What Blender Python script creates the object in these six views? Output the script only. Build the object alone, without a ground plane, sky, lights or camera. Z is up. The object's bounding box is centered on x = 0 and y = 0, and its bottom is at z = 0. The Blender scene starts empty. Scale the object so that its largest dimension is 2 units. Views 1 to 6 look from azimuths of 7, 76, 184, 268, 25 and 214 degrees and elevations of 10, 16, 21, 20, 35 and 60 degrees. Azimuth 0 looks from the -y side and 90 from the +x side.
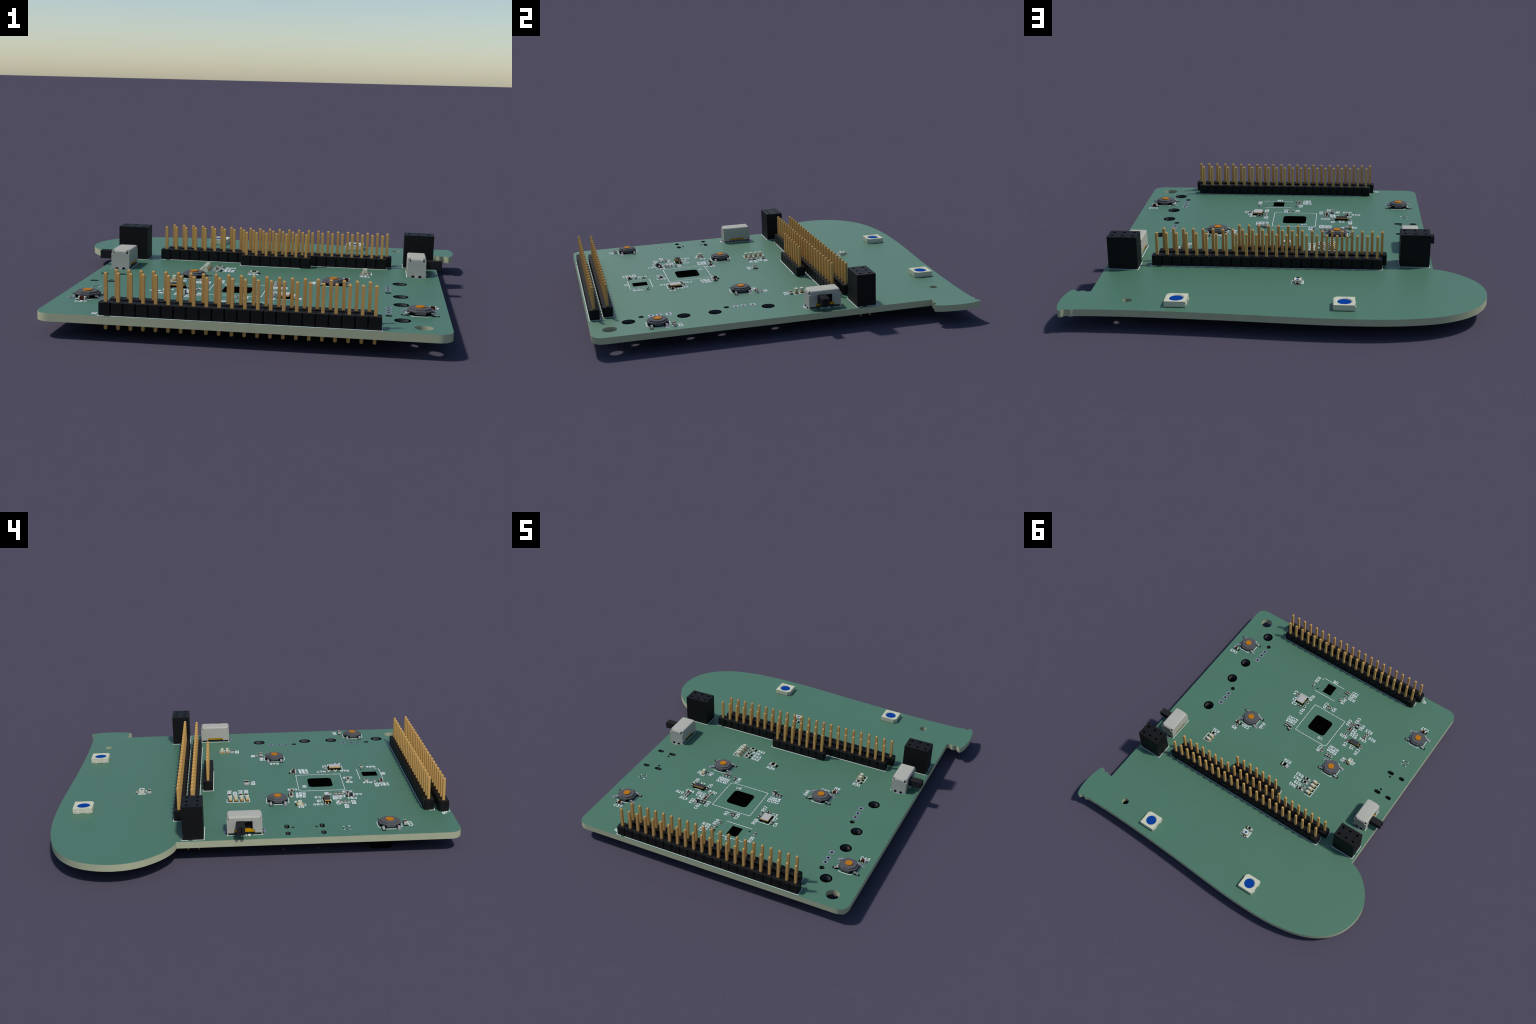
import bpy, bmesh, math, random
from mathutils import Vector, Matrix, geometry

random.seed(7)
TOP = 0.1027          # upper face of the board
BOT = 0.0692          # lower face of the board
MM = 0.02             # one millimetre of the real board
PITCH = 2.54 * MM

# ------------------------------------------------------------------ materials
def material(name, color, rough=0.5, metallic=0.0, vary=0.05, scale=30.0, spec=0.5,
             bump=0.0, coat=0.0):
    m = bpy.data.materials.new(name)
    m.use_nodes = True
    nt = m.node_tree
    b = nt.nodes["Principled BSDF"]
    b.inputs["Roughness"].default_value = rough
    b.inputs["Metallic"].default_value = metallic
    b.inputs["Specular IOR Level"].default_value = spec
    b.inputs["Coat Weight"].default_value = coat
    tc = nt.nodes.new("ShaderNodeTexCoord")
    nz = nt.nodes.new("ShaderNodeTexNoise")
    nz.inputs["Scale"].default_value = scale
    nz.inputs["Detail"].default_value = 3.0
    nt.links.new(tc.outputs["Object"], nz.inputs["Vector"])
    ramp = nt.nodes.new("ShaderNodeValToRGB")
    ramp.color_ramp.elements[0].position = 0.3
    ramp.color_ramp.elements[1].position = 0.7
    lo = [c * (1 - vary) for c in color] + [1]
    hi = [min(1, c * (1 + vary)) for c in color] + [1]
    ramp.color_ramp.elements[0].color = lo
    ramp.color_ramp.elements[1].color = hi
    nt.links.new(nz.outputs["Fac"], ramp.inputs["Fac"])
    nt.links.new(ramp.outputs["Color"], b.inputs["Base Color"])
    if bump:
        bp = nt.nodes.new("ShaderNodeBump")
        bp.inputs["Strength"].default_value = bump
        bp.inputs["Distance"].default_value = 0.001
        nt.links.new(nz.outputs["Fac"], bp.inputs["Height"])
        nt.links.new(bp.outputs["Normal"], b.inputs["Normal"])
    return m

MASK = material("solder_mask", (0.068, 0.171, 0.113), rough=0.47, vary=0.02, scale=4)
def hidden_tracks(mat):
    """Very shallow relief of copper tracks under the lacquer: bent bands in a few patches."""
    nt = mat.node_tree
    tc = nt.nodes["Texture Coordinate"]
    mp = nt.nodes.new("ShaderNodeMapping")
    mp.inputs["Rotation"].default_value = (0, 0, 0.9)
    wv = nt.nodes.new("ShaderNodeTexWave")
    wv.inputs["Scale"].default_value = 2.6
    wv.inputs["Distortion"].default_value = 9.0
    wv.inputs["Detail"].default_value = 0.0
    wv.inputs["Detail Scale"].default_value = 0.35
    ramp = nt.nodes.new("ShaderNodeValToRGB")
    ramp.color_ramp.elements[0].position = 0.86
    ramp.color_ramp.elements[1].position = 0.97
    patch = nt.nodes.new("ShaderNodeTexNoise")
    patch.inputs["Scale"].default_value = 2.2
    pr = nt.nodes.new("ShaderNodeValToRGB")
    pr.color_ramp.elements[0].position = 0.48
    pr.color_ramp.elements[1].position = 0.60
    mul = nt.nodes.new("ShaderNodeMath")
    mul.operation = 'MULTIPLY'
    bp = nt.nodes.new("ShaderNodeBump")
    bp.inputs["Strength"].default_value = 0.10
    bp.inputs["Distance"].default_value = 0.0025
    L = nt.links.new
    L(tc.outputs["Object"], mp.inputs["Vector"])
    L(mp.outputs["Vector"], wv.inputs["Vector"])
    L(tc.outputs["Object"], patch.inputs["Vector"])
    L(wv.outputs["Fac"], ramp.inputs["Fac"])
    L(patch.outputs["Fac"], pr.inputs["Fac"])
    L(ramp.outputs["Color"], mul.inputs[0])
    L(pr.outputs["Color"], mul.inputs[1])
    L(mul.outputs["Value"], bp.inputs["Height"])
    L(bp.outputs["Normal"], nt.nodes["Principled BSDF"].inputs["Normal"])
hidden_tracks(MASK)
MASK.node_tree.nodes["Principled BSDF"].inputs["Specular Tint"].default_value = (1.0, 0.95, 0.75, 1.0)
EDGE = material("fibreglass_edge", (0.425, 0.445, 0.290), rough=0.9, vary=0.03, scale=25, spec=0.0)
SILK = material("silkscreen_ink", (0.83, 0.83, 0.84), rough=0.8, vary=0.02, spec=0.1)
TIN = material("tinned_pad", (0.44, 0.44, 0.50), rough=0.50, metallic=0.85, vary=0.03)
VOIDPAD = material("overlap_black_pad", (0.0010, 0.0010, 0.0010), rough=0.9, vary=0.0, spec=0.0)  # black of a coplanar-face fault put into the colour, not pad metal
BARREL = material("hole_barrel", (0.085, 0.088, 0.098), rough=0.8, vary=0.05, spec=0.1)
GOLD = material("gold_pin", (0.58, 0.335, 0.105), rough=0.8, vary=0.03, scale=60, spec=0.1)
BLACK = material("black_plastic", (0.0075, 0.0075, 0.0077), rough=0.55, vary=0.08, scale=50, spec=0.14)
SOCKET = material("socket_plastic", (0.0075, 0.0075, 0.0080), rough=0.55, vary=0.08, scale=50, spec=0.14)
HOLE_DARK = material("dark_hole_fill", (0.0025, 0.0025, 0.0025), rough=0.9, vary=0.0, spec=0.0)  # near-black fill: socket mouths, plus solid stand-ins for notch openings and bores
STEEL = material("switch_cover_grey", (0.092, 0.092, 0.098), rough=0.8, vary=0.03, spec=0.08)
LEG = material("switch_leg", (0.25, 0.245, 0.255), rough=0.7, vary=0.03, spec=0.2)
ORANGE = material("orange_button", (0.44, 0.160, 0.0050), rough=0.7, vary=0.03, spec=0.15)
SHELL = material("switch_shell", (0.420, 0.412, 0.355), rough=0.8, vary=0.02, spec=0.08)
LEVER = material("lever_plastic", (0.0225, 0.0225, 0.0235), rough=0.9, vary=0.05, spec=0.0)
YELLOW = material("yellow_insulator", (0.54, 0.265, 0.003), rough=0.9, vary=0.03, spec=0.0)
CREAM = material("led_housing", (0.54, 0.545, 0.405), rough=0.9, vary=0.02, spec=0.05)
BLUE = material("blue_lens", (0.0045, 0.047, 0.265), rough=0.9, vary=0.02, spec=0.0)
CAPBROWN = material("capacitor_body", (0.056, 0.018, 0.011), rough=0.9, vary=0.08, spec=0.0)
RESBLACK = material("resistor_body", (0.0032, 0.0032, 0.0036), rough=0.9, vary=0.05, spec=0.0)
FERRITE = material("ferrite_body", (0.028, 0.028, 0.031), rough=0.9, vary=0.05, spec=0.0)
TERM = material("terminal_metal", (0.50, 0.48, 0.42), rough=0.8, vary=0.03, spec=0.1)
CERAM = material("resistor_ceramic", (0.58, 0.56, 0.44), rough=0.9, vary=0.03, spec=0.0)
CANTOP = material("crystal_lid", (0.43, 0.42, 0.395), rough=0.8, vary=0.02, spec=0.05)
CRYDARK = material("crystal_dark_lid", (0.050, 0.050, 0.054), rough=0.9, vary=0.03, spec=0.0)
GILT = material("gilt_rim", (0.58, 0.31, 0.075), rough=0.8, vary=0.05, spec=0.1)

# ------------------------------------------------------------------ helpers
ROOT = bpy.data.objects.new("circuit_board", None)
bpy.context.scene.collection.objects.link(ROOT)
ROOT["label"] = "green bare circuit board with gold pin headers and switches"
ROOT["category"] = "circuit board"

def obj(name, mesh, parent=ROOT, loc=(0, 0, 0), rot=0.0):
    o = bpy.data.objects.new(name, mesh)
    bpy.context.scene.collection.objects.link(o)
    o.parent = parent
    o.location = loc
    o.rotation_euler = (0, 0, rot)
    return o

class Build:
    """Collects solids of several materials into one mesh."""
    def __init__(self):
        self.bm = bmesh.new()
        self.mats = []
    def slot(self, mat):
        if mat not in self.mats:
            self.mats.append(mat)
        return self.mats.index(mat)
    def box(self, x0, x1, y0, y1, z0, z1, mat, bevel=0.0, seg=1):
        tmp = bmesh.new()
        bmesh.ops.create_cube(tmp, size=1.0, matrix=Matrix.Translation(
            ((x0 + x1) / 2, (y0 + y1) / 2, (z0 + z1) / 2)) @ Matrix.Diagonal(
            (x1 - x0, y1 - y0, z1 - z0, 1)))
        if bevel:
            bmesh.ops.bevel(tmp, geom=tmp.edges[:], offset=bevel, segments=seg,
                            profile=0.5, affect='EDGES')
        self.absorb(tmp, mat)
    def absorb(self, tmp, mat):
        i = self.slot(mat)
        vm = {v: self.bm.verts.new(v.co) for v in tmp.verts}
        for f in tmp.faces:
            try:
                nf = self.bm.faces.new([vm[v] for v in f.verts])
                nf.material_index = i
            except ValueError:
                pass
        tmp.free()
    def prism(self, pts, z0, z1, mat, pts_top=None):
        """Solid between a lower outline and an upper outline of as many points."""
        i = self.slot(mat)
        top = pts_top or pts
        a = [self.bm.verts.new((p[0], p[1], z0)) for p in pts]
        b = [self.bm.verts.new((p[0], p[1], z1)) for p in top]
        n = len(a)
        fs = [self.bm.faces.new(list(reversed(a))), self.bm.faces.new(b)]
        for k in range(n):
            fs.append(self.bm.faces.new((a[k], a[(k + 1) % n], b[(k + 1) % n], b[k])))
        for f in fs:
            f.material_index = i
    def ring(self, outer, inner, z0, z1, mat_face, mat_wall):
        """Flat collar with a bore: two outlines with the same point count."""
        i, j = self.slot(mat_face), self.slot(mat_wall)
        n = len(outer)
        V = self.bm.verts.new
        o1 = [V((p[0], p[1], z1)) for p in outer]
        i1 = [V((p[0], p[1], z1)) for p in inner]
        o0 = [V((p[0], p[1], z0)) for p in outer]
        i0 = [V((p[0], p[1], z0)) for p in inner]
        for k in range(n):
            q = (k + 1) % n
            for vs, m in (((o1[k], o1[q], i1[q], i1[k]), i), ((o0[q], o0[k], i0[k], i0[q]), i),
                          ((o0[k], o0[q], o1[q], o1[k]), i), ((i0[q], i0[k], i1[k], i1[q]), j)):
                self.bm.faces.new(vs).material_index = m
    def mesh(self, name, smooth=None):
        bmesh.ops.recalc_face_normals(self.bm, faces=self.bm.faces[:])
        me = bpy.data.meshes.new(name)
        self.bm.to_mesh(me)
        self.bm.free()
        for m in self.mats:
            me.materials.append(m)
        if smooth is not None:
            me.polygons.foreach_set("use_smooth", [True] * len(me.polygons))
            me.set_sharp_from_angle(angle=math.radians(smooth))
        return me

def circle(r, n=40, cx=0, cy=0):
    return [(cx + r * math.cos(2 * math.pi * k / n), cy + r * math.sin(2 * math.pi * k / n)) for k in range(n)]

def stadium(half_len, r, n=12, along='x'):
    pts = []
    s = half_len - r
    for k in range(n + 1):
        a = -math.pi / 2 + math.pi * k / n
        pts.append((s + r * math.cos(a), r * math.sin(a)))
    for k in range(n + 1):
        a = math.pi / 2 + math.pi * k / n
        pts.append((-s + r * math.cos(a), r * math.sin(a)))
    return pts if along == 'x' else [(-y, x) for x, y in pts]

def square_ring(half, n=40):
    pts = []
    for k in range(n):
        a = 2 * math.pi * k / n
        c, s = math.cos(a), math.sin(a)
        m = max(abs(c), abs(s))
        pts.append((half * c / m, half * s / m))
    return pts

def octagon(apothem, cut=None):
    h = apothem * math.tan(math.pi / 8) if cut is None else apothem - cut
    a = apothem
    return [(a, -h), (a, h), (h, a), (-h, a), (-a, h), (-a, -h), (-h, -a), (h, -a)]

def round_rect(hx, hy, r, n=6):
    pts = []
    for cx, cy, a0 in ((hx - r, hy - r, 0), (-hx + r, hy - r, 90), (-hx + r, -hy + r, 180), (hx - r, -hy + r, 270)):
        for k in range(n + 1):
            a = math.radians(a0 + 90 * k / n)
            pts.append((cx + r * math.cos(a), cy + r * math.sin(a)))
    return pts

def spline(pts, sub=6):
    out = []
    n = len(pts)
    for k in range(n - 1):
        p0, p1 = Vector(pts[max(k - 1, 0)]), Vector(pts[k])
        p2, p3 = Vector(pts[k + 1]), Vector(pts[min(k + 2, n - 1)])
        for s in range(sub):
            t = s / sub
            q = 0.5 * ((2 * p1) + (p2 - p0) * t + (2 * p0 - 5 * p1 + 4 * p2 - p3) * t * t
                       + (3 * p1 - p0 - 3 * p2 + p3) * t ** 3)
            out.append((q.x, q.y))
    out.append(tuple(pts[-1]))
    return out

def arc(cx, cy, r, a0, a1, n=10):
    return [(cx + r * math.cos(math.radians(a0 + (a1 - a0) * k / n)),
             cy + r * math.sin(math.radians(a0 + (a1 - a0) * k / n))) for k in range(n + 1)]

# ------------------------------------------------------------------ the board
LEFT, RIGHT, FRONT = -0.7730, 0.8820, -0.9995
outline = arc(LEFT + 0.06, FRONT + 0.06, 0.06, 180, 270) + arc(RIGHT - 0.06, FRONT + 0.06, 0.06, 270, 360)
# handle end on the right: small scalloped tab
tab = [(RIGHT, 0.7455), (0.906, 0.7455), (0.9125, 0.7405), (0.920, 0.7365), (0.931, 0.7395), (0.9400, 0.7462),
       (0.9480, 0.7440), (0.9570, 0.7360), (0.9625, 0.7285), (0.9695, 0.7265), (0.9765, 0.7305),
       (0.9865, 0.7555), (0.9945, 0.7920), (0.9995, 0.8330), (1.0, 0.8720), (0.9972, 0.9130), (0.9905, 0.9460),
       (0.9815, 0.9695), (0.9735, 0.9775), (0.9655, 0.9755), (0.9560, 0.9640), (0.9490, 0.9603),
       (0.9405, 0.9608), (0.9310, 0.9660), (0.9220, 0.9670), (0.9150, 0.9625), (0.9095, 0.9590)]
lobe = [(0.9095, 0.9590), (0.83, 0.9560), (0.74, 0.9552), (0.65, 0.9556), (0.50, 0.9592), (0.35, 0.9655), (0.20, 0.9730),
        (0.05, 0.9822), (-0.10, 0.9920), (-0.20, 0.9975), (-0.30, 1.0008), (-0.40, 1.0012), (-0.50, 0.9985),
        (-0.60, 0.9890), (-0.70, 0.9708), (-0.78, 0.9465), (-0.85, 0.9120), (-0.90, 0.8755), (-0.94, 0.8335),
        (-0.97, 0.7850), (-0.991, 0.7260), (-1.0, 0.6700), (-0.9990, 0.6280), (-0.992, 0.5850), (-0.9715, 0.5310),
        (-0.940, 0.4830), (-0.900, 0.4385), (-0.855, 0.4030), (-0.812, 0.3800), (LEFT, 0.3690)]
outline += [tab[0]] + spline(tab[1:], 5) + spline(lobe, 8)[1:]

MOUNT = [(0.7703, -0.9055, 0.0372), (0.6857, 0.8404, 0.0222)]
PLATED = []       # (x, y, outer outline, bore outline, face material)
for y in (-0.0810, -0.3612, -0.5236, -0.8040):
    PLATED.append((0.6900, y, circle(0.0338), circle(0.0245), VOIDPAD, BARREL))
for y in (-0.2908, -0.7340):
    PLATED.append((0.6356, y, circle(0.0140), circle(0.0088), VOIDPAD, BARREL))
for y0 in (0.0, -0.4425):
    for y, sq in ((-0.2406, 0), (-0.2006, 0), (-0.1504, 1)):
        PLATED.append((0.6354, y + y0, square_ring(0.0142) if sq else circle(0.0147), circle(0.0078), TIN, BARREL))
for x, hl in ((-0.6348, 0.0228), (-0.7180, 0.0195)):
    for y in (-0.3373, -0.1645):
        PLATED.append((x, y, stadium(hl, 0.0118), stadium(hl - 0.0045, 0.0070), VOIDPAD, BARREL))
for y in (-0.3087, -0.1933):
    PLATED.append((-0.6452, y, circle(0.0070), circle(0.0040), VOIDPAD, BARREL))

cu = bpy.data.curves.new("board_outline", 'CURVE')
cu.dimensions = '2D'
cu.fill_mode = 'BOTH'
cu.extrude = (TOP - BOT) / 2
def add_loop(pts):
    s = cu.splines.new('POLY')
    s.points.add(len(pts) - 1)
    for p, q in zip(s.points, pts):
        p.co = (q[0], q[1], 0, 1)
    s.use_cyclic_u = True
add_loop(outline)
for x, y, r in MOUNT:
    add_loop(circle(r, 48, x, y))
for x, y, out, bore, fm, wm in PLATED:
    add_loop([(x + p[0] * 1.04, y + p[1] * 1.04) for p in bore])
tmp = bpy.data.objects.new("board_outline", cu)
bpy.context.scene.collection.objects.link(tmp)
dg = bpy.context.evaluated_depsgraph_get()
board_mesh = bpy.data.meshes.new_from_object(tmp.evaluated_get(dg))
bpy.data.objects.remove(tmp)
board_mesh.materials.clear()
board_mesh.materials.append(MASK)
board_mesh.materials.append(EDGE)
bm = bmesh.new()
bm.from_mesh(board_mesh)
bmesh.ops.remove_doubles(bm, verts=bm.verts[:], dist=1e-6)
bmesh.ops.recalc_face_normals(bm, faces=bm.faces[:])
for f in bm.faces:
    f.material_index = 0 if abs(f.normal.z) > 0.5 else 1
    f.smooth = abs(f.normal.z) < 0.5
bm.to_mesh(board_mesh)
bm.free()
board_mesh.set_sharp_from_angle(angle=math.radians(35))
board = obj("board", board_mesh, loc=(0, 0, (TOP + BOT) / 2))

PAD_Z = 0.0007
for x, y, out, bore, fm, wm in PLATED:
    b = Build()
    b.ring(out, bore, BOT - PAD_Z, TOP + PAD_Z, fm, wm)
    obj("plated_hole", b.mesh("plated_hole", 40), loc=(x, y, 0))

# ------------------------------------------------------------------ ribbons of ink
INK = [0]
def ribbon(b, pts, width, closed=False, mat=SILK, lift=0.0):
    """A mitred strip of ink along a path; each strip sits a hair higher than the last."""
    INK[0] = (INK[0] + 1) % 9
    z = TOP + 0.0009 + INK[0] * 0.00006 + lift
    h = width / 2
    P = [Vector(p) for p in pts]
    n = len(P)
    L, R = [], []
    for k in range(n):
        if closed:
            d0 = (P[k] - P[k - 1]).normalized()
            d1 = (P[(k + 1) % n] - P[k]).normalized()
        else:
            d0 = (P[k] - P[k - 1]).normalized() if k else (P[1] - P[0]).normalized()
            d1 = (P[k + 1] - P[k]).normalized() if k < n - 1 else d0
        t = (d0 + d1)
        t = t.normalized() if t.length > 1e-6 else d1
        nrm = Vector((-t.y, t.x))
        m = h / max(0.45, nrm.dot(Vector((-d1.y, d1.x))))
        c = P[k].copy()
        if not closed and k == 0:
            c -= d1 * h * 0.8
        if not closed and k == n - 1:
            c += d0 * h * 0.8
        L.append(c + nrm * m)
        R.append(c - nrm * m)
    i = b.slot(mat)
    V = b.bm.verts.new
    lt = [V((p.x, p.y, z)) for p in L]; rt = [V((p.x, p.y, z)) for p in R]
    lb = [V((p.x, p.y, TOP - 0.0004)) for p in L]; rb = [V((p.x, p.y, TOP - 0.0004)) for p in R]
    rng = range(n) if closed else range(n - 1)
    for k in rng:
        q = (k + 1) % n
        for vs in ((rt[k], rt[q], lt[q], lt[k]), (lt[k], lt[q], lb[q], lb[k]), (rb[k], rb[q], rt[q], rt[k])):
            b.bm.faces.new(vs).material_index = i
    if not closed:
        b.bm.faces.new((lt[0], lb[0], rb[0], rt[0])).material_index = i
        b.bm.faces.new((rt[-1], rb[-1], lb[-1], lt[-1])).material_index = i

def outline_mark(paths, width=0.0026, name="silkscreen_outline", closed=False):
    b = Build()
    for p in paths:
        ribbon(b, p, width, closed)
    return obj(name, b.mesh(name))

# stroke lettering, one unit high
def el(cx, cy, rx, ry, a0, a1, n=8):
    return [(cx + rx * math.cos(math.radians(a0 + (a1 - a0) * k / n)),
             cy + ry * math.sin(math.radians(a0 + (a1 - a0) * k / n))) for k in range(n + 1)]
GLYPH = {
    '0': (0.62, [el(0.31, 0.5, 0.31, 0.5, 90, 450, 16)]),
    '1': (0.50, [[(0.0, 0.80), (0.26, 1.0), (0.26, 0.0)], [(0.0, 0.0), (0.50, 0.0)]]),
    '2': (0.62, [el(0.31, 0.70, 0.30, 0.30, 165, -15, 7) + [(0.55, 0.48), (0.0, 0.0), (0.62, 0.0)]]),
    '3': (0.62, [[(0.02, 1.0), (0.60, 1.0), (0.28, 0.60)] + el(0.30, 0.30, 0.31, 0.30, 80, -160, 8)]),
    '4': (0.64, [[(0.44, 1.0), (0.0, 0.28), (0.66, 0.28)], [(0.50, 0.62), (0.50, 0.0)]]),
    '5': (0.60, [[(0.56, 1.0), (0.08, 1.0), (0.03, 0.55)] + el(0.29, 0.32, 0.31, 0.32, 100, -160, 9)]),
    '6': (0.62, [[(0.52, 1.0), (0.30, 0.97), (0.10, 0.75), (0.01, 0.34)], el(0.31, 0.31, 0.30, 0.31, 180, 540, 14)]),
    '7': (0.62, [[(0.0, 1.0), (0.62, 1.0), (0.22, 0.0)]]),
    '8': (0.62, [el(0.31, 0.76, 0.26, 0.24, 270, 630, 12), el(0.31, 0.27, 0.31, 0.27, 90, 450, 14)]),
    '9': (0.62, [[(0.10, 0.0), (0.32, 0.03), (0.52, 0.25), (0.61, 0.66)], el(0.31, 0.69, 0.30, 0.31, 0, 360, 14)]),
    'R': (0.66, [[(0.0, 0.0), (0.0, 1.0), (0.38, 1.0)] + el(0.38, 0.74, 0.26, 0.26, 80, -90, 6) + [(0.0, 0.48)],
                 [(0.30, 0.48), (0.66, 0.0)]]),
    'C': (0.66, [el(0.35, 0.5, 0.35, 0.5, 42, 318, 12)]),
    'U': (0.64, [[(0.0, 1.0), (0.0, 0.28)] + el(0.32, 0.28, 0.32, 0.28, 180, 360, 7) + [(0.64, 1.0)]]),
    'J': (0.46, [[(0.44, 1.0), (0.44, 0.25)] + el(0.22, 0.22, 0.22, 0.22, 0, -150, 6)]),
    'Y': (0.66, [[(0.33, 0.0), (0.33, 0.46), (0.0, 1.0)], [(0.33, 0.46), (0.66, 1.0)]]),
    'D': (0.62, [[(0.0, 0.0), (0.0, 1.0), (0.24, 1.0)] + el(0.26, 0.5, 0.36, 0.5, 85, -85, 8) + [(0.0, 0.0)]]),
    'F': (0.56, [[(0.56, 1.0), (0.0, 1.0), (0.0, 0.0)], [(0.0, 0.50), (0.40, 0.50)]]),
    'B': (0.64, [[(0.0, 0.0), (0.0, 1.0), (0.34, 1.0)] + el(0.34, 0.77, 0.24, 0.23, 80, -90, 5) + [(0.0, 0.54)],
                 [(0.30, 0.54)] + el(0.34, 0.27, 0.28, 0.27, 80, -90, 6) + [(0.0, 0.0)]]),
    'S': (0.60, [el(0.30, 0.75, 0.29, 0.25, 30, 260, 7) + el(0.30, 0.25, 0.30, 0.25, 80, -150, 8)]),
    'W': (0.80, [[(0.0, 1.0), (0.20, 0.0), (0.40, 0.75), (0.60, 0.0), (0.80, 1.0)]]),
}
def lettering(text, x, y, turned=False, size=0.0196, weight=0.0030):
    gap = 0.30
    width = sum(GLYPH[c][0] for c in text) + gap * (len(text) - 1)
    b = Build()
    pen = -width / 2
    lift = (sum(map(ord, text)) % 5) * 0.00012
    for c in text:
        w, strokes = GLYPH[c]
        for s in strokes:
            pts = []
            for p in s:
                q = ((p[0] + pen) * size, (p[1] - 0.5) * size)
                q = (-q[1], q[0]) if turned else q
                pts.append((q[0], q[1]))
            clean = [pts[0]]
            for p in pts[1:]:
                if (Vector(p) - Vector(clean[-1])).length > 1e-5:
                    clean.append(p)
            ribbon(b, clean, weight, lift=lift)
        pen += w + gap
    return obj("silkscreen_label", b.mesh("silkscreen_label"), loc=(x, y, 0))

for text, x, y, turned in (
        ("C37", -0.6498, -0.7670, 0), ("C43", 0.8204, -0.5605, 0), ("R34", -0.0157, -0.0202, 0),
        ("R42", -0.1440, 0.0221, 0), ("R43", -0.1448, 0.0520, 0), ("R39", -0.1655, 0.0817, 0),
        ("R41", -0.1442, 0.1123, 0), ("R31", 0.5242, 0.0586, 0), ("R9", 0.4375, -0.0340, 0),
        ("C60", 0.3776, -0.0820, 0), ("R46", 0.2880, -0.1527, 1), ("R30", -0.2165, -0.4031, 0),
        ("R10", -0.2720, -0.4395, 0), ("C42", -0.2690, -0.4625, 0), ("C1", -0.2560, -0.4850, 0),
        ("R13", -0.3436, -0.5301, 0), ("R19", -0.3938, -0.4874, 0), ("C54", -0.3428, -0.4500, 0),
        ("FB1", -0.2865, -0.5290, 1), ("C62", -0.2339, -0.5621, 1), ("C63", -0.1902, -0.5158, 1),
        ("Y1", -0.3112, -0.3535, 0), ("C20", -0.3602, -0.3448, 1), ("C6", -0.2605, -0.3515, 1),
        ("C28", -0.1356, -0.2267, 1), ("R26", -0.1945, -0.2660, 1), ("C55", -0.2185, -0.2650, 1),
        ("R25", -0.2430, -0.2635, 1), ("R3", -0.3138, -0.2425, 1), ("D1", -0.3862, -0.2528, 1),
        ("R2", -0.0490, -0.5444, 1), ("C29", 0.0191, -0.5431, 1), ("R18", 0.1330, -0.5405, 1),
        ("R17", 0.1307, -0.4080, 1), ("C3", 0.2100, -0.4342, 0), ("Y2", 0.2282, -0.4690, 1),
        ("C4", 0.2512, -0.5134, 1), ("R36", 0.1857, -0.6950, 1), ("U6", 0.0682, -0.7481, 0),
        ("R16", -0.0645, -0.6416, 1), ("R35", -0.1023, -0.6876, 0), ("C52", -0.0875, -0.7270, 1),
        ("C51", -0.1100, -0.7290, 1), ("FB2", 0.1210, -0.3090, 1), ("C65", 0.1460, -0.3090, 1),
        ("C64", 0.1690, -0.3060, 1), ("J5", -0.5328, -0.9630, 1)):
    lettering(text, x, y, bool(turned))
lettering("SW1", -0.7215, 0.0400, True)
lettering("SW2", 0.8175, 0.1890, True)
lettering("U8", -0.0948, -0.2948, False, weight=0.0020)

def flat_pad(x, y, outline_pts, mat, name="solder_pad", rot=0.0, lift=0.0):
    b = Build()
    b.prism(outline_pts, TOP - 0.0004, TOP + PAD_Z + lift, mat)
    return obj(name, b.mesh(name), loc=(x, y, 0), rot=rot)

def rect(hx, hy):
    return [(hx, -hy), (hx, hy), (-hx, hy), (-hx, -hy)]

# bare footprints: large processor and small chip without their packages
flat_pad(-0.0390, -0.3843, round_rect(0.0662, 0.0655, 0.022), VOIDPAD, "thermal_pad")
X0, X1, Y0, Y1 = -0.1625, 0.0838, -0.5072, -0.2612
outline_mark([[(X0, Y0), (X1, Y0), (X1, Y1), (X0 + 0.0135, Y1), (X0, Y1 - 0.0135)]], 0.0024, closed=True)
b = Build()
for k in range(18):
    s = -0.085 + 0.010 * k
    cx, cy = (X0 + X1) / 2, (Y0 + Y1) / 2
    m = VOIDPAD if k % 3 else TIN
    for x, y, hx, hy in ((cx + s, Y0 + 0.0022, 0.0020, 0.0022), (cx + s, Y1 - 0.0022, 0.0020, 0.0022),
                         (X0 + 0.0022, cy + s, 0.0022, 0.0020), (X1 - 0.0022, cy + s, 0.0022, 0.0020)):
        b.box(x - hx, x + hx, y - hy, y + hy, TOP - 0.0004, TOP + 0.0004, m)
pads = obj("chip_pads", b.mesh("chip_pads"))
pads["kind"] = "stuff"

flat_pad(0.0701, -0.6718, rect(0.0324, 0.0412), VOIDPAD, "thermal_pad")
outline_mark([[(0.1504, -0.7342), (-0.0113, -0.7342)], [(0.1506, -0.6088), (-0.0114, -0.6088)]], 0.0026)
b = Build()
b.prism([(0.1560, -0.7265), (0.1625, -0.7195), (0.1535, -0.7165)], TOP - 0.0004, TOP + 0.0009, SILK)
obj("pin_one_mark", b.mesh("pin_one_mark"))
for x in (0.1458, -0.0050):
    for k in range(4):
        last = x > 0 and k == 3
        flat_pad(x, -0.7106 + 0.0258 * k, rect(0.0042, 0.0028) if not last else rect(0.0055, 0.0036),
                 VOIDPAD if last else TIN)

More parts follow.
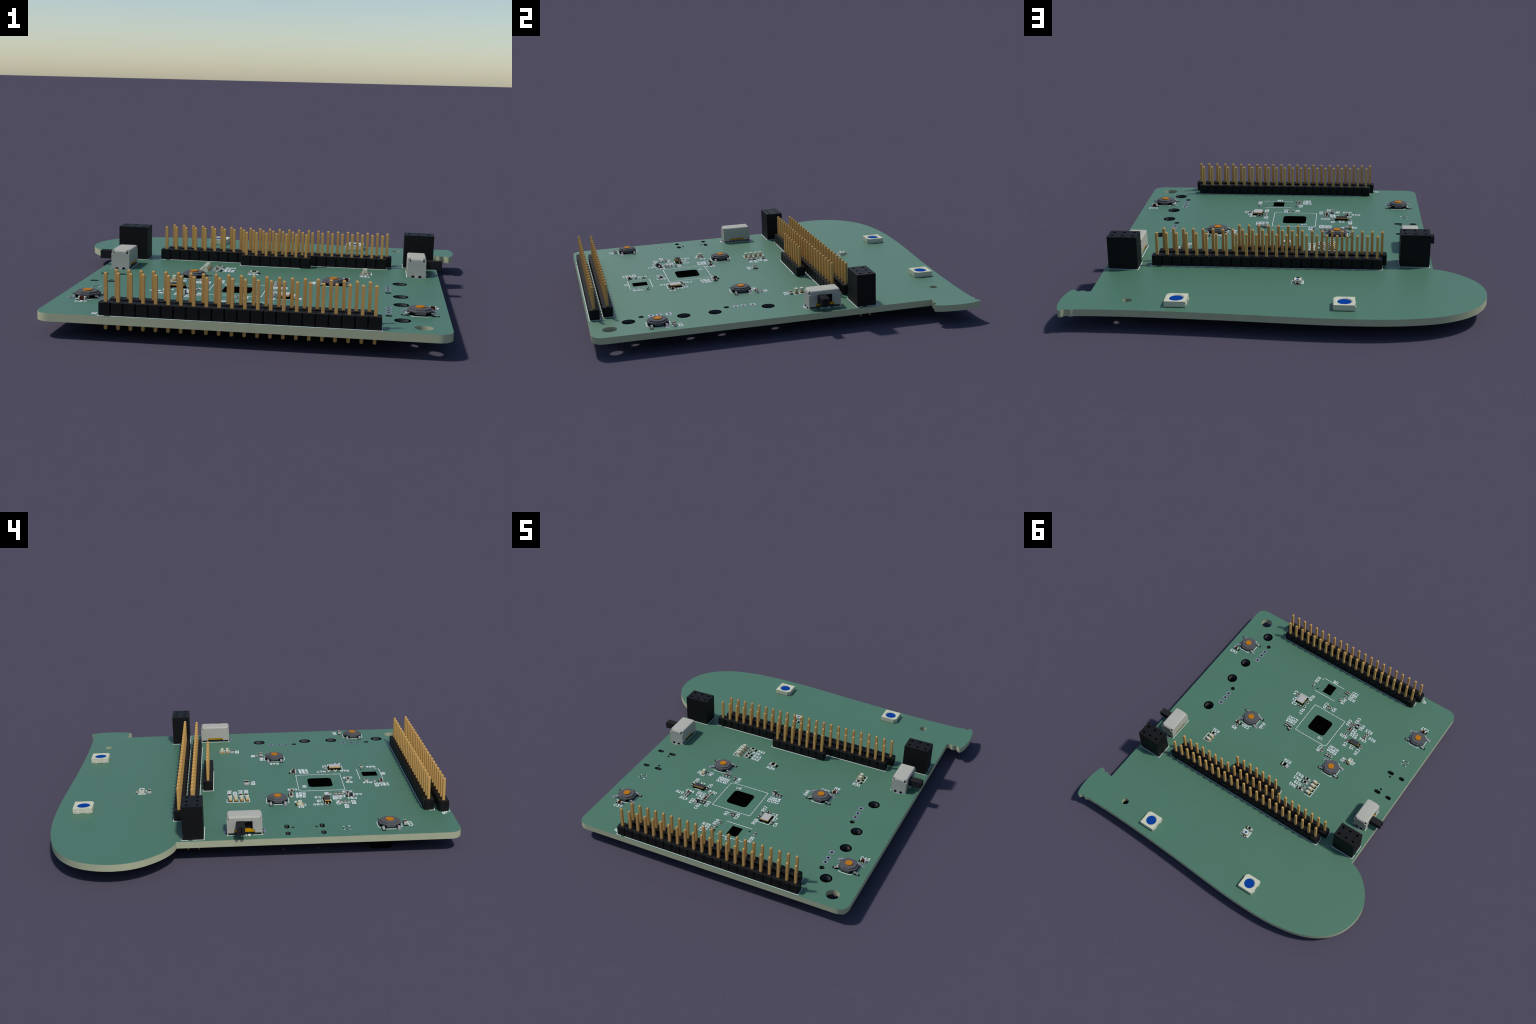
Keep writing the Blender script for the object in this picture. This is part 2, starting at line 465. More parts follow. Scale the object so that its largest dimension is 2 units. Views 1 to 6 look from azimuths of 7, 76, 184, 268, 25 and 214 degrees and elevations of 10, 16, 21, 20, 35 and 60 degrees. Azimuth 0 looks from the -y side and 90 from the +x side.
# little square sensor footprint
cx, cy = -0.6748, -0.4543
b = Build()
for sx in (-1, 1):
    for sy in (-1, 1):
        ribbon(b, [(cx + sx * 0.0162, cy + sy * 0.0112), (cx + sx * 0.0162, cy + sy * 0.0162)], 0.0042)
ribbon(b, [(cx + 0.0205, cy - 0.0112), (cx + 0.0205, cy - 0.0128)], 0.0050)
obj("silkscreen_outline", b.mesh("silkscreen_outline"))
b = Build()
for k in (-1, 0, 1):
    for sx, sy in ((1, 0), (-1, 0), (0, 1), (0, -1)):
        x = cx + sx * 0.0152 + (k * 0.0088 if sx == 0 else 0)
        y = cy + sy * 0.0160 + (k * 0.0080 if sy == 0 else 0)
        hx, hy = (0.0030, 0.0022) if sx else (0.0022, 0.0032)
        b.box(x - hx, x + hx, y - hy, y + hy, TOP - 0.0004, TOP + 0.0005, VOIDPAD)
        x2 = cx + (x - cx) * (0.62 if sx else 1); y2 = cy + (y - cy) * (0.62 if sy else 1)
        if k != 1:
            b.box(x2 - 0.0019, x2 + 0.0019, y2 - 0.0019, y2 + 0.0019, TOP - 0.0004, TOP + 0.0005, TIN)
pads = obj("chip_pads", b.mesh("chip_pads"))
pads["kind"] = "stuff"
flat_pad(0.2680, -0.1419, rect(0.0045, 0.0034), TIN)
flat_pad(0.2680, -0.1617, rect(0.0045, 0.0034), TIN)

# ------------------------------------------------------------------ chip resistors, capacitors, beads
def chip_mesh(name, L, W, H, body, kind):
    b = Build()
    t = 0.24 * L
    z0 = 0.0006
    if kind == 'resistor':
        b.box(-L / 2 + t * 0.9, L / 2 - t * 0.9, -W / 2 + 0.0002, W / 2 - 0.0002, z0, H * 0.90, CERAM)
        b.box(-L / 2 + t, L / 2 - t, -W / 2 + 0.0010, W / 2 - 0.0010, H * 0.84, H * 1.02, body)
    else:
        b.box(-L / 2 + t * 0.9, L / 2 - t * 0.9, -W / 2 + 0.0003, W / 2 - 0.0003, z0, H * 0.97, body)
    for s in (-1, 1):
        x0, x1 = sorted((s * L / 2, s * (L / 2 - t)))
        b.box(x0, x1, -W / 2, W / 2, z0 * 0.5, H, TERM, bevel=min(W, H) * 0.08)
    return b.mesh(name)
SIZE = {'0402': (0.0205, 0.0100), '0603': (0.0325, 0.0162), '0805': (0.0400, 0.0250)}
PADGEO = {'0402': (0.0097, 0.0052, 0.0060), '0603': (0.0165, 0.0080, 0.0092), '0805': (0.0205, 0.0100, 0.0140)}
HEIGHT = {('r', '0402'): 0.0070, ('c', '0402'): 0.0098, ('r', '0603'): 0.0092, ('c', '0603'): 0.0158,
          ('f', '0603'): 0.0158, ('r', '0805'): 0.0100}
KIND = {'r': ('resistor', RESBLACK), 'c': ('capacitor', CAPBROWN), 'f': ('ferrite_bead', FERRITE)}
chips = {}
padmesh = {}
def chip(kind, size, x, y, upright, pads=(TIN, TIN), marks=True):
    name, body = KIND[kind]
    key = (kind, size)
    if key not in chips:
        L, W = SIZE[size]
        chips[key] = chip_mesh(name, L, W, HEIGHT[key], body, name)
    rot = math.pi / 2 if upright else 0.0
    o = obj(name, chips[key], loc=(x, y, TOP + 0.0005), rot=rot)
    d, hx, hy = PADGEO[size]
    for s, m in zip((-1, 1), pads):
        pk = (size, m.name)
        if pk not in padmesh:
            b = Build()
            b.prism(round_rect(hx, hy, 0.002, 3), -0.0004, PAD_Z, m)
            padmesh[pk] = b.mesh("solder_pad")
        dx, dy = (0, s * d) if upright else (s * d, 0)
        obj("solder_pad", padmesh[pk], loc=(x + dx, y + dy, TOP), rot=rot)
    if marks:
        W = SIZE[size][1]
        h = 0.0028 if size == '0402' else 0.0036
        g = W / 2 + 0.0022
        b = Build()
        for s in (-1, 1):
            p = [(-h, s * g), (h, s * g)]
            if upright:
                p = [(-q[1], q[0]) for q in p]
            ribbon(b, p, 0.0024)
        obj("silkscreen_outline", b.mesh("silkscreen_outline"), loc=(x, y, 0))

BT = (VOIDPAD, TIN)
TB = (TIN, VOIDPAD)
for k, size, x, y, up, pads in (
        ('r', '0402', 0.1858, -0.6431, 1, TB), ('c', '0402', 0.2290, -0.5094, 1, BT), ('c', '0402', 0.1696, -0.4350, 0, BT),
        ('r', '0402', 0.1358, -0.4886, 1, BT), ('r', '0402', 0.1352, -0.4499, 1, TB), ('c', '0402', -0.0030, -0.5405, 1, BT),
        ('r', '0402', -0.0214, -0.5420, 1, TB), ('c', '0402', -0.0588, -0.7180, 1, TB), ('c', '0402', -0.0418, -0.7180, 1, TB),
        ('r', '0402', -0.0510, -0.6808, 0, TB), ('r', '0402', -0.0390, -0.6388, 1, TB), ('c', '0402', -0.2315, -0.5130, 1, BT),
        ('c', '0402', -0.2134, -0.5130, 1, BT), ('f', '0603', -0.2570, -0.5260, 1, TB), ('c', '0402', -0.2242, -0.4830, 0, BT),
        ('c', '0402', -0.2236, -0.4672, 0, BT), ('r', '0402', -0.2230, -0.4488, 0, BT), ('r', '0402', -0.2225, -0.4205, 0, TB),
        ('c', '0402', -0.3444, -0.4662, 0, TB), ('r', '0402', -0.3440, -0.4850, 0, TB), ('r', '0402', -0.3446, -0.5042, 0, TB),
        ('c', '0402', -0.2620, -0.3864, 1, BT), ('c', '0402', -0.3602, -0.3894, 1, BT), ('c', '0402', -0.1602, -0.2216, 1, BT),
        ('r', '0402', -0.2002, -0.2135, 1, TB), ('c', '0402', -0.2186, -0.2140, 1, TB), ('r', '0402', -0.2370, -0.2145, 1, TB),
        ('r', '0402', -0.3340, -0.2424, 1, TB), ('r', '0805', -0.0162, 0.0155, 0, TB), ('r', '0603', -0.2030, 0.0222, 0, TB),
        ('r', '0603', -0.2036, 0.0516, 0, TB), ('r', '0402', -0.2143, 0.0832, 0, TB), ('r', '0603', -0.2032, 0.1110, 0, TB),
        ('r', '0603', 0.5245, 0.0873, 0, TB), ('c', '0603', 0.4392, -0.0812, 0, BT), ('r', '0402', 0.4350, -0.0552, 0, BT),
        ('c', '0402', 0.1612, -0.2562, 1, TB), ('c', '0402', 0.1430, -0.2566, 1, TB), ('f', '0603', 0.1205, -0.2490, 1, TB),
        ('c', '0603', -0.6514, -0.7412, 0, BT), ('c', '0603', 0.8186, -0.5900, 0, BT),
        ('r', '0603', -0.0995, 0.5405, 0, TB), ('c', '0402', -0.0995, 0.6060, 0, BT)):
    chip(k, size, x, y, bool(up), pads)

# ------------------------------------------------------------------ small cream lamps
def small_lamp_mesh():
    b = Build()
    b.box(-0.0122, 0.0122, -0.0082, 0.0082, 0.0008, 0.0112, CREAM)
    for s in (-1, 1):
        x0, x1 = sorted((s * 0.0168, s * 0.0120))
        b.box(x0, x1, -0.0080, 0.0080, 0.0004, 0.0088, GILT, bevel=0.0008)
    lo = [(0.0118, -0.0080), (0.0118, 0.0080), (-0.0118, 0.0080), (-0.0118, -0.0080)]
    hi = [(0.0098, -0.0076), (0.0098, 0.0076), (-0.0098, 0.0076), (-0.0098, -0.0076)]
    b.prism(lo, 0.0108, 0.0242, CREAM, hi)
    return b.mesh("indicator_lamp")
lamp_mesh = small_lamp_mesh()
def lamp(x, y, upright, flip=1):
    rot = math.pi / 2 if upright else 0
    obj("indicator_lamp", lamp_mesh, loc=(x, y, TOP + 0.0005), rot=rot)
    for s, m in ((-1, VOIDPAD), (1, TIN)):
        s *= flip
        dx, dy = (0, s * 0.0165) if upright else (s * 0.0165, 0)
        hx, hy = (0.0090, 0.0070) if upright else (0.0070, 0.0090)
        flat_pad(x + dx, y + dy, rect(hx, hy), m)
for y in (0.0175, 0.0468, 0.0770, 0.1060):
    lamp(-0.2605, y, False)
for y in (0.1166, 0.1468):
    lamp(0.5232, y, False, -1)
lamp(-0.3590, -0.2500, True, -1)
outline_mark([[(-0.2445, 0.0062), (-0.2912, 0.0062), (-0.2912, 0.1252), (-0.2455, 0.1252)]])
for y in (0.0368, 0.0660, 0.0952):
    outline_mark([[(-0.2885, y - 0.0040), (-0.2480, y - 0.0040)]])
outline_mark([[(0.5100, 0.1012), (0.5553, 0.1012), (0.5553, 0.1602), (0.5090, 0.1602)]])
outline_mark([[(0.5525, 0.1318), (0.5110, 0.1318)]])
outline_mark([[(-0.3470, -0.2480), (-0.3470, -0.2800), (-0.3715, -0.2800), (-0.3715, -0.2480)]])

# ------------------------------------------------------------------ crystals
def can(name, x, y, hx, hy, h, top_mat):
    b = Build()
    b.box(-hx - 0.0012, hx + 0.0012, -hy - 0.0012, hy + 0.0012, 0.0006, h * 0.55, RESBLACK)
    b.box(-hx, hx, -hy, hy, h * 0.45, h * 0.90, GILT, bevel=0.0006)
    b.box(-hx + 0.0006, hx - 0.0006, -hy + 0.0006, hy - 0.0006, h * 0.86, h, top_mat)
    o = obj(name, b.mesh(name), loc=(x, y, TOP + 0.0004))
    for sx in (-1, 1):
        for sy in (-1, 1):
            flat_pad(x + sx * hx * 0.8, y + sy * hy * 0.78, rect(hx * 0.42, hy * 0.40), VOIDPAD)
    return o
can("crystal", 0.1812, -0.4876, 0.0250, 0.0312, 0.0165, CANTOP)
can("crystal", -0.3108, -0.3950, 0.0320, 0.0150, 0.0185, CRYDARK)
outline_mark([[(0.1450, -0.5322), (0.2158, -0.5322), (0.2158, -0.4500)]])
outline_mark([[(-0.3300, -0.3740), (-0.2920, -0.3740)], [(-0.3300, -0.4155), (-0.2920, -0.4155)]])

# ------------------------------------------------------------------ colour lamps with blue lens
def colour_lamp(x, y, half_x, half_y, h, r_out, r_in, cut, legs):
    z0 = 0.0018
    n = 48
    b = Build()
    ce, bl = b.slot(CREAM), b.slot(BLUE)
    body = [(half_x, -half_y), (half_x, half_y), (-half_x, half_y), (-half_x, -half_y)]
    if cut:
        body = [(half_x - cut, -half_y), (half_x, -half_y + cut), (half_x, half_y), (-half_x, half_y), (-half_x, -half_y)]
    # outline resampled by angle so that the recess can be bridged to it
    def on_body(a):
        d = Vector((math.cos(a), math.sin(a)))
        best = 9
        m = len(body)
        for k in range(m):
            p, q = Vector(body[k]), Vector(body[(k + 1) % m])
            e = q - p
            den = d.x * e.y - d.y * e.x
            if abs(den) < 1e-9:
                continue
            t = (p.x * e.y - p.y * e.x) / den
            u = (p.x * d.y - p.y * d.x) / den
            if t > 0 and -1e-6 <= u <= 1 + 1e-6:
                best = min(best, t)
        return d * best
    angs = [2 * math.pi * k / n for k in range(n)] + [math.atan2(p[1], p[0]) % (2 * math.pi) for p in body]
    angs = sorted(set(round(a, 6) for a in angs))
    V = b.bm.verts.new
    ob = [on_body(a) for a in angs]
    lo = [V((p.x, p.y, z0)) for p in ob]
    hi = [V((p.x * 0.995, p.y * 0.995, h)) for p in ob]
    rim = [V((r_out * math.cos(a), r_out * math.sin(a), h)) for a in angs]
    flo = [V((r_in * math.cos(a), r_in * math.sin(a), h - (r_out - r_in) * 0.8)) for a in angs]
    m = len(angs)
    for k in range(m):
        q = (k + 1) % m
        for vs in ((lo[k], lo[q], hi[q], hi[k]), (hi[k], hi[q], rim[q], rim[k]), (rim[k], rim[q], flo[q], flo[k])):
            b.bm.faces.new(vs).material_index = ce
    b.bm.faces.new(flo).material_index = bl
    b.bm.faces.new(list(reversed(lo))).material_index = ce
    if legs:
        for sx in (-1, 1):
            for sy in (-0.0250, 0.0245):
                x0, x1 = sorted((sx * (half_x - 0.002), sx * (half_x + 0.0035)))
                b.box(x0, x1, sy - 0.0100, sy + 0.0100, 0.0002, h * 0.50, TERM, bevel=0.0008)
    o = obj("colour_lamp", b.mesh("colour_lamp"), loc=(x, y, TOP + 0.0004))
    return o
colour_lamp(0.4512, 0.8625, 0.0502, 0.0500, 0.0285, 0.0375, 0.0325, 0.0150, True)
colour_lamp(-0.3258, 0.8625, 0.0502, 0.0500, 0.0285, 0.0375, 0.0325, 0.0150, True)
colour_lamp(-0.0988, 0.5808, 0.0180, 0.0140, 0.0175, 0.0084, 0.0078, 0.0, False)
outline_mark([[(-0.0995, 0.5592), (-0.0712, 0.5592), (-0.0712, 0.5990), (-0.0800, 0.5990)],
              [(-0.1180, 0.5592), (-0.1270, 0.5592), (-0.1270, 0.5990), (-0.1130, 0.5990)],
              [(-0.1205, 0.5615), (-0.1205, 0.5970)], [(-0.1225, 0.5935), (-0.1225, 0.5955)]])

# ------------------------------------------------------------------ pin headers
def header_pin_mesh(z0, z1, half=0.0066):
    b = Build()
    c = 0.0042
    q, s = rect(half, half), rect(half * 0.55, half * 0.55)
    i = b.slot(GOLD)
    rings = [(s, z0), (q, z0 + c), (q, z1 - c), (s, z1)]
    vs = [[b.bm.verts.new((p[0], p[1], z)) for p in pts] for pts, z in rings]
    b.bm.faces.new(list(reversed(vs[0])))
    b.bm.faces.new(vs[-1])
    for a, c2 in zip(vs, vs[1:]):
        for k in range(4):
            b.bm.faces.new((a[k], a[(k + 1) % 4], c2[(k + 1) % 4], c2[k]))
    return b.mesh("pin")
PIN_MESH = header_pin_mesh(0.0415, 0.2740)

def pin_header(x0, y, count, first_left):
    b = Build()
    hp = PITCH / 2
    cut = 0.0056
    zt = TOP + 0.0006 + PITCH * 1.02
    cell = [(hp - 0.0002, -hp + cut), (hp - 0.0002, hp - cut), (hp - cut, hp), (-hp + cut, hp),
            (-hp + 0.0002, hp - cut), (-hp + 0.0002, -hp + cut), (-hp + cut, -hp), (hp - cut, -hp)]
    for k in range(count):
        cx = k * PITCH
        b.prism([(p[0] + cx, p[1]) for p in cell], TOP + 0.0006, zt, BLACK)
    housing = obj("pin_header", b.mesh("pin_header"), loc=(x0, y, 0))
    for k in range(count):
        obj("pin", PIN_MESH, parent=housing, loc=(k * PITCH, 0, 0))
        # solder collar below the board
    m = hp + 0.0026
    xl, xr = x0 - m, x0 + (count - 1) * PITCH + m
    if first_left:
        s = x0 + hp
        outline_mark([[(s, y - m), (xr, y - m), (xr, y + m), (s, y + m)], [(xl, y), (xl, y - m), (x0, y - m)]])
    else:
        s = x0 + (count - 1) * PITCH - hp
        outline_mark([[(s, y - m), (xl, y - m), (xl, y + m), (s, y + m)],
                      [(xr, y), (xr, y + m), (x0 + (count - 1) * PITCH, y + m)]])
    return housing
pin_header(-0.4850, -0.9637, 22, True)
pin_header(-0.4598, -0.8932, 21, True)
pin_header(-0.4902, 0.3655, 23, False)
pin_header(-0.5158, 0.2955, 23, True)
pin_header(-0.0852, 0.2240, 7, False)

# solder collars under the board where header pins come through
b = Build()
for x0, y, n in ((-0.4850, -0.9637, 22), (-0.4598, -0.8932, 21), (-0.4902, 0.3655, 23), (-0.5158, 0.2955, 23), (-0.0852, 0.2240, 7)):
    for k in range(n):
        b.prism(circle(0.0165, 16, x0 + k * PITCH, y), BOT - 0.0008, BOT + 0.0004, TIN)
col = obj("solder_collars", b.mesh("solder_collars"))
col["kind"] = "stuff"

# ------------------------------------------------------------------ socket headers
def socket_header(x, y, turned):
    hx, hy, zt = 0.0750, 0.0502, 0.2722
    z0 = TOP + 0.0008
    b = Build()
    h = 0.0068
    ih, io = b.slot(SOCKET), b.slot(HOLE_DARK)
    xs = sorted([-hx, hx] + [c + d for c in (-PITCH, 0, PITCH) for d in (-h, h)])
    ys = sorted([-hy, hy] + [c + d for c in (-PITCH / 2, PITCH / 2) for d in (-h, h)])
    V = {}
    def v(x_, y_, z_):
        k = (round(x_, 6), round(y_, 6), round(z_, 6))
        if k not in V:
            V[k] = b.bm.verts.new(k)
        return V[k]
    for i in range(len(xs) - 1):
        for j in range(len(ys) - 1):
            a, c, d, e = xs[i], xs[i + 1], ys[j], ys[j + 1]
            if i % 2 == 1 and j % 2 == 1:      # tapering mouth of one contact
                mx, my, zl = (a + c) / 2, (d + e) / 2, zt - 0.040
                t = 0.55
                lo = [(mx + (px - mx) * t, my + (py - my) * t) for px, py in ((a, d), (c, d), (c, e), (a, e))]
                hi = ((a, d), (c, d), (c, e), (a, e))
                for k in range(4):
                    q = (k + 1) % 4
                    b.bm.faces.new((v(*hi[k], zt), v(*hi[q], zt), v(*lo[q], zl), v(*lo[k], zl))).material_index = io
                b.bm.faces.new([v(*p, zl) for p in lo]).material_index = io
            else:
                b.bm.faces.new((v(a, d, zt), v(c, d, zt), v(c, e, zt), v(a, e, zt))).material_index = ih
    for i in range(len(xs) - 1):
        for yy in (-hy, hy):
            b.bm.faces.new((v(xs[i], yy, z0), v(xs[i + 1], yy, z0), v(xs[i + 1], yy, zt), v(xs[i], yy, zt))).material_index = ih
    for j in range(len(ys) - 1):
        for xx in (-hx, hx):
            b.bm.faces.new((v(xx, ys[j], z0), v(xx, ys[j + 1], z0), v(xx, ys[j + 1], zt), v(xx, ys[j], zt))).material_index = ih
    for i in range(len(xs) - 1):
        for j in range(len(ys) - 1):
            b.bm.faces.new((v(xs[i], ys[j], z0), v(xs[i + 1], ys[j], z0), v(xs[i + 1], ys[j + 1], z0), v(xs[i], ys[j + 1], z0))).material_index = ih
    o = obj("socket_header", b.mesh("socket_header"), loc=(x, y, 0), rot=math.pi if turned else 0)
    pb = Build()
    pb.box(-0.0060, 0.0060, -0.0024, 0.0024, 0.0440, BOT + 0.004, GOLD)
    pm = pb.mesh("contact")
    for i in (-1, 0, 1):
        for j in (-0.5, 0.5):
            obj("contact", pm, parent=o, loc=(i * PITCH, j * PITCH, 0))
    mx, my = hx + 0.0022, hy + 0.0030
    g0, g1 = 0.0005, 0.0235
    paths = [[(-mx, g1), (-mx, my), (mx, my), (mx, -my), (-mx, -my), (-mx, g0)]]
    k = -1 if turned else 1
    outline_mark([[(x + k * p[0], y + k * p[1]) for p in path] for path in paths])
    return o
socket_header(-0.6815, 0.2905, False)
socket_header(0.7888, 0.3965, True)

# ------------------------------------------------------------------ push buttons
def oct_ring(b, prof, mat):
    i = b.slot(mat)
    rings = [[b.bm.verts.new((p[0], p[1], z)) for p in octagon(a)] for a, z in prof]
    b.bm.faces.new(list(reversed(rings[0]))).material_index = i
    b.bm.faces.new(rings[-1]).material_index = i
    for lo, hi in zip(rings, rings[1:]):
        for k in range(8):
            b.bm.faces.new((lo[k], lo[(k + 1) % 8], hi[(k + 1) % 8], hi[k])).material_index = i
b = Build()
oct_ring(b, [(0.0495, 0.0012), (0.0495, 0.0145)], RESBLACK)
BTN_BODY = b.mesh("push_button")
b = Build()
oct_ring(b, [(0.0520, 0.0135), (0.0520, 0.0188), (0.0508, 0.0200), (0.0440, 0.0203), (0.0430, 0.0262), (0.0420, 0.0270)], STEEL)
for s in (-1, 1):
    y0, y1 = sorted((s * 0.0525, s * 0.0492))
    b.box(-0.0215, 0.0215, y0, y1, 0.0060, 0.0150, STEEL)
    b.box(y0, y1, -0.0215, 0.0215, 0.0060, 0.0150, STEEL)
BTN_COVER = b.mesh("cover")
b = Build()
b.prism(circle(0.0203, 40), 0.0255, 0.0316, ORANGE, circle(0.0198, 40))
BTN_CAP = b.mesh("cap", 40)
def leg_mesh():
    b = Build()
    i = b.slot(LEG)
    path = [(0.044, 0.0102), (0.0520, 0.0098), (0.0560, 0.0084), (0.0600, 0.0052), (0.0635, 0.0022), (0.0670, 0.0012), (0.0705, 0.0011)]
    th, w = 0.0019, 0.0060
    rows = []
    for x, z in path:
        rows.append([b.bm.verts.new(p) for p in ((x, -w, z), (x, w, z), (x, w, z + th), (x, -w, z + th))])
    for a, c in zip(rows, rows[1:]):
        for k in range(4):
            b.bm.faces.new((a[k], a[(k + 1) % 4], c[(k + 1) % 4], c[k]))
    b.bm.faces.new(rows[0]); b.bm.faces.new(list(reversed(rows[-1])))
    return b.mesh("leg")
LEG_MESH = leg_mesh()
def push_button(x, y, black_side):
    o = obj("push_button", BTN_BODY, loc=(x, y, TOP))
    obj("cover", BTN_COVER, parent=o)
    obj("cap", BTN_CAP, parent=o)
    for sy in (-1, 1):
        for sx in (-1, 1):
            l = obj("leg", LEG_MESH, parent=o, loc=(0, sy * 0.0376, 0), rot=0 if sx > 0 else math.pi)
            flat_pad(x + sx * 0.0625, y + sy * 0.0380, rect(0.0155, 0.0086), VOIDPAD if sy == black_side else TIN)
    a, c = 0.0578, 0.0300
    mark = Build()
    for sy in (-1, 1):
        ribbon(mark, [(x - c - 0.0085, y + sy * (a - 0.0070)), (x - c, y + sy * a), (x + c, y + sy * a), (x + c + 0.0085, y + sy * (a - 0.0070))], 0.0028)
    for sx in (-1, 1):
        ribbon(mark, [(x + sx * a, y - 0.022), (x + sx * a, y + 0.022)], 0.0028)
    obj("silkscreen_outline", mark.mesh("silkscreen_outline"))
push_button(0.7637, -0.6652, -1)
push_button(0.3817, -0.1574, -1)
push_button(-0.6505, -0.6650, 1)
push_button(-0.2853, -0.1388, 1)

# ------------------------------------------------------------------ slide switches
def slide_switch(x, y, turned):
    """Sheet-metal shell; the lever points along -x in the local frame."""
    hx, hy = 0.0450, 0.0850
    t = 0.0050
    zt, zc = 0.1978, 0.1790            # top of the shell, lower end of the corner notches
    zp = 0.1150                        # lower edge of the long plates
    nx, ny = 0.0150, 0.0090            # corner notch
    k = math.pi if turned else 0.0
    o = obj("slide_switch", None, loc=(x, y, 0), rot=k)
    b = Build()
    # roof with its bent edges, as a profile over x swept along y between the notches
    r = 0.0090
    def bend(width, height_low, rad, n=8):
        pts = [(-width, height_low), (-width, zt - rad - 0.0006)]
        pts += [(-width + rad - rad * math.cos(math.radians(90 * q / n)), zt - rad + rad * math.sin(math.radians(90 * q / n))) for q in range(n + 1)]
        pts += [(width - rad + rad * math.sin(math.radians(90 * q / n)), zt - rad + rad * math.cos(math.radians(90 * q / n))) for q in range(n + 1)]
        pts += [(width, zt - rad - 0.0006), (width, height_low)]
        return pts
    i = b.slot(SHELL)
    V = b.bm.verts.new
    prof = bend(hx, zc, r)
    ya, yb = -hy + ny, hy - ny
    A = [V((p[0], ya, p[1])) for p in prof]; B = [V((p[0], yb, p[1])) for p in prof]
    for q in range(len(prof) - 1):
        b.bm.faces.new((A[q], A[q + 1], B[q + 1], B[q])).material_index = i
    b.bm.faces.new(A).material_index = i
    b.bm.faces.new(list(reversed(B))).material_index = i
    b.bm.faces.new((A[0], B[0], B[-1], A[-1])).material_index = i
    # the same over y between the notches of the short ends
    prof = bend(hy, zc, 0.0120)
    wx = hx - nx
    prof2 = [(p[0], p[1] - 0.0003) for p in prof]
    A = [V((-wx, p[0], p[1])) for p in prof2]; B = [V((wx, p[0], p[1])) for p in prof2]
    for q in range(len(prof2) - 1):
        b.bm.faces.new((A[q], A[q + 1], B[q + 1], B[q])).material_index = i
    b.bm.faces.new(A).material_index = i
    b.bm.faces.new(list(reversed(B))).material_index = i
    # solid dark boxes added in place of the small openings at the notches
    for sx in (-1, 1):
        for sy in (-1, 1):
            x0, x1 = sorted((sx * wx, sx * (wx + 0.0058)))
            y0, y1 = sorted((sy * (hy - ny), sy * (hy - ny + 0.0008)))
            b.box(x0, x1, y0, y1, zc, zc + 0.0085, HOLE_DARK)
    # short end walls with two half-round cut-outs at the foot
    for sy in (-1, 1):
        y0, y1 = sorted((sy * hy, sy * (hy - t)))
        yb2, yf = (y0, y1) if sy < 0 else (y1, y0)
        pts = [(-hx, TOP + 0.0006)]
        for c in (-0.0170, 0.0170):
            pts += [(c - 0.0085 * math.cos(math.radians(18 * q)), TOP + 0.0006 + 0.0095 * math.sin(math.radians(18 * q))) for q in range(11)]
        pts += [(hx, TOP + 0.0006), (hx, zc), (-hx, zc)]
        A = [V((p[0], y0, p[1])) for p in pts]; B = [V((p[0], y1, p[1])) for p in pts]
        for q in range(len(pts)):
            w = (q + 1) % len(pts)
            b.bm.faces.new((A[q], A[w], B[w], B[q])).material_index = i
        b.bm.faces.new(A).material_index = i
        b.bm.faces.new(list(reversed(B))).material_index = i
    # long plates: plain behind, with a stepped window in front
    py = hy - 0.0051
    def plate(xo, windows):
        x0, x1 = sorted((xo, xo - math.copysign(t, xo)))
        for (ya_, yb_, za_, zb_) in windows:
            b.box(x0, x1, ya_, yb_, za_, zb_, SHELL)
    wl, wr = -0.0385, 0.0395           # window in the front plate
    wl2, wr2 = -0.0490, 0.0492
    zw, zs = 0.1745, 0.1310
    plate(-hx, [(-py, wl2, zp, zs), (-py, wl, zs, zw), (wr2, py, zp, zs), (wr, py, zs, zw), (-py, py, zw, zc)])
    plate(hx, [(-py, py, 0.1285, zc), (-py, -0.046, zp, 0.1285), (0.046, py, zp, 0.1285)])
    o.data = None
    shell = b.mesh("slide_switch", 30)
    bpy.data.objects.remove(o)
    o = obj("slide_switch", shell, loc=(x, y, 0), rot=k)
    # insides
    b = Build()
    b.box(-hx + 0.0220, hx - 0.0062, -hy + 0.0062, hy - 0.0062, 0.1285, 0.1765, LEVER)
    obj("inner_block", b.mesh("inner_block"), parent=o)
    b = Build()
    b.box(-hx + 0.0015, hx - 0.0015, -0.0470, 0.0475, 0.1190, 0.1288, YELLOW)
    b.box(-hx + 0.0035, hx - 0.0035, -hy + 0.0062, hy - 0.0062, 0.1200, 0.1280, YELLOW)
    obj("insulator", b.mesh("insulator"), parent=o)
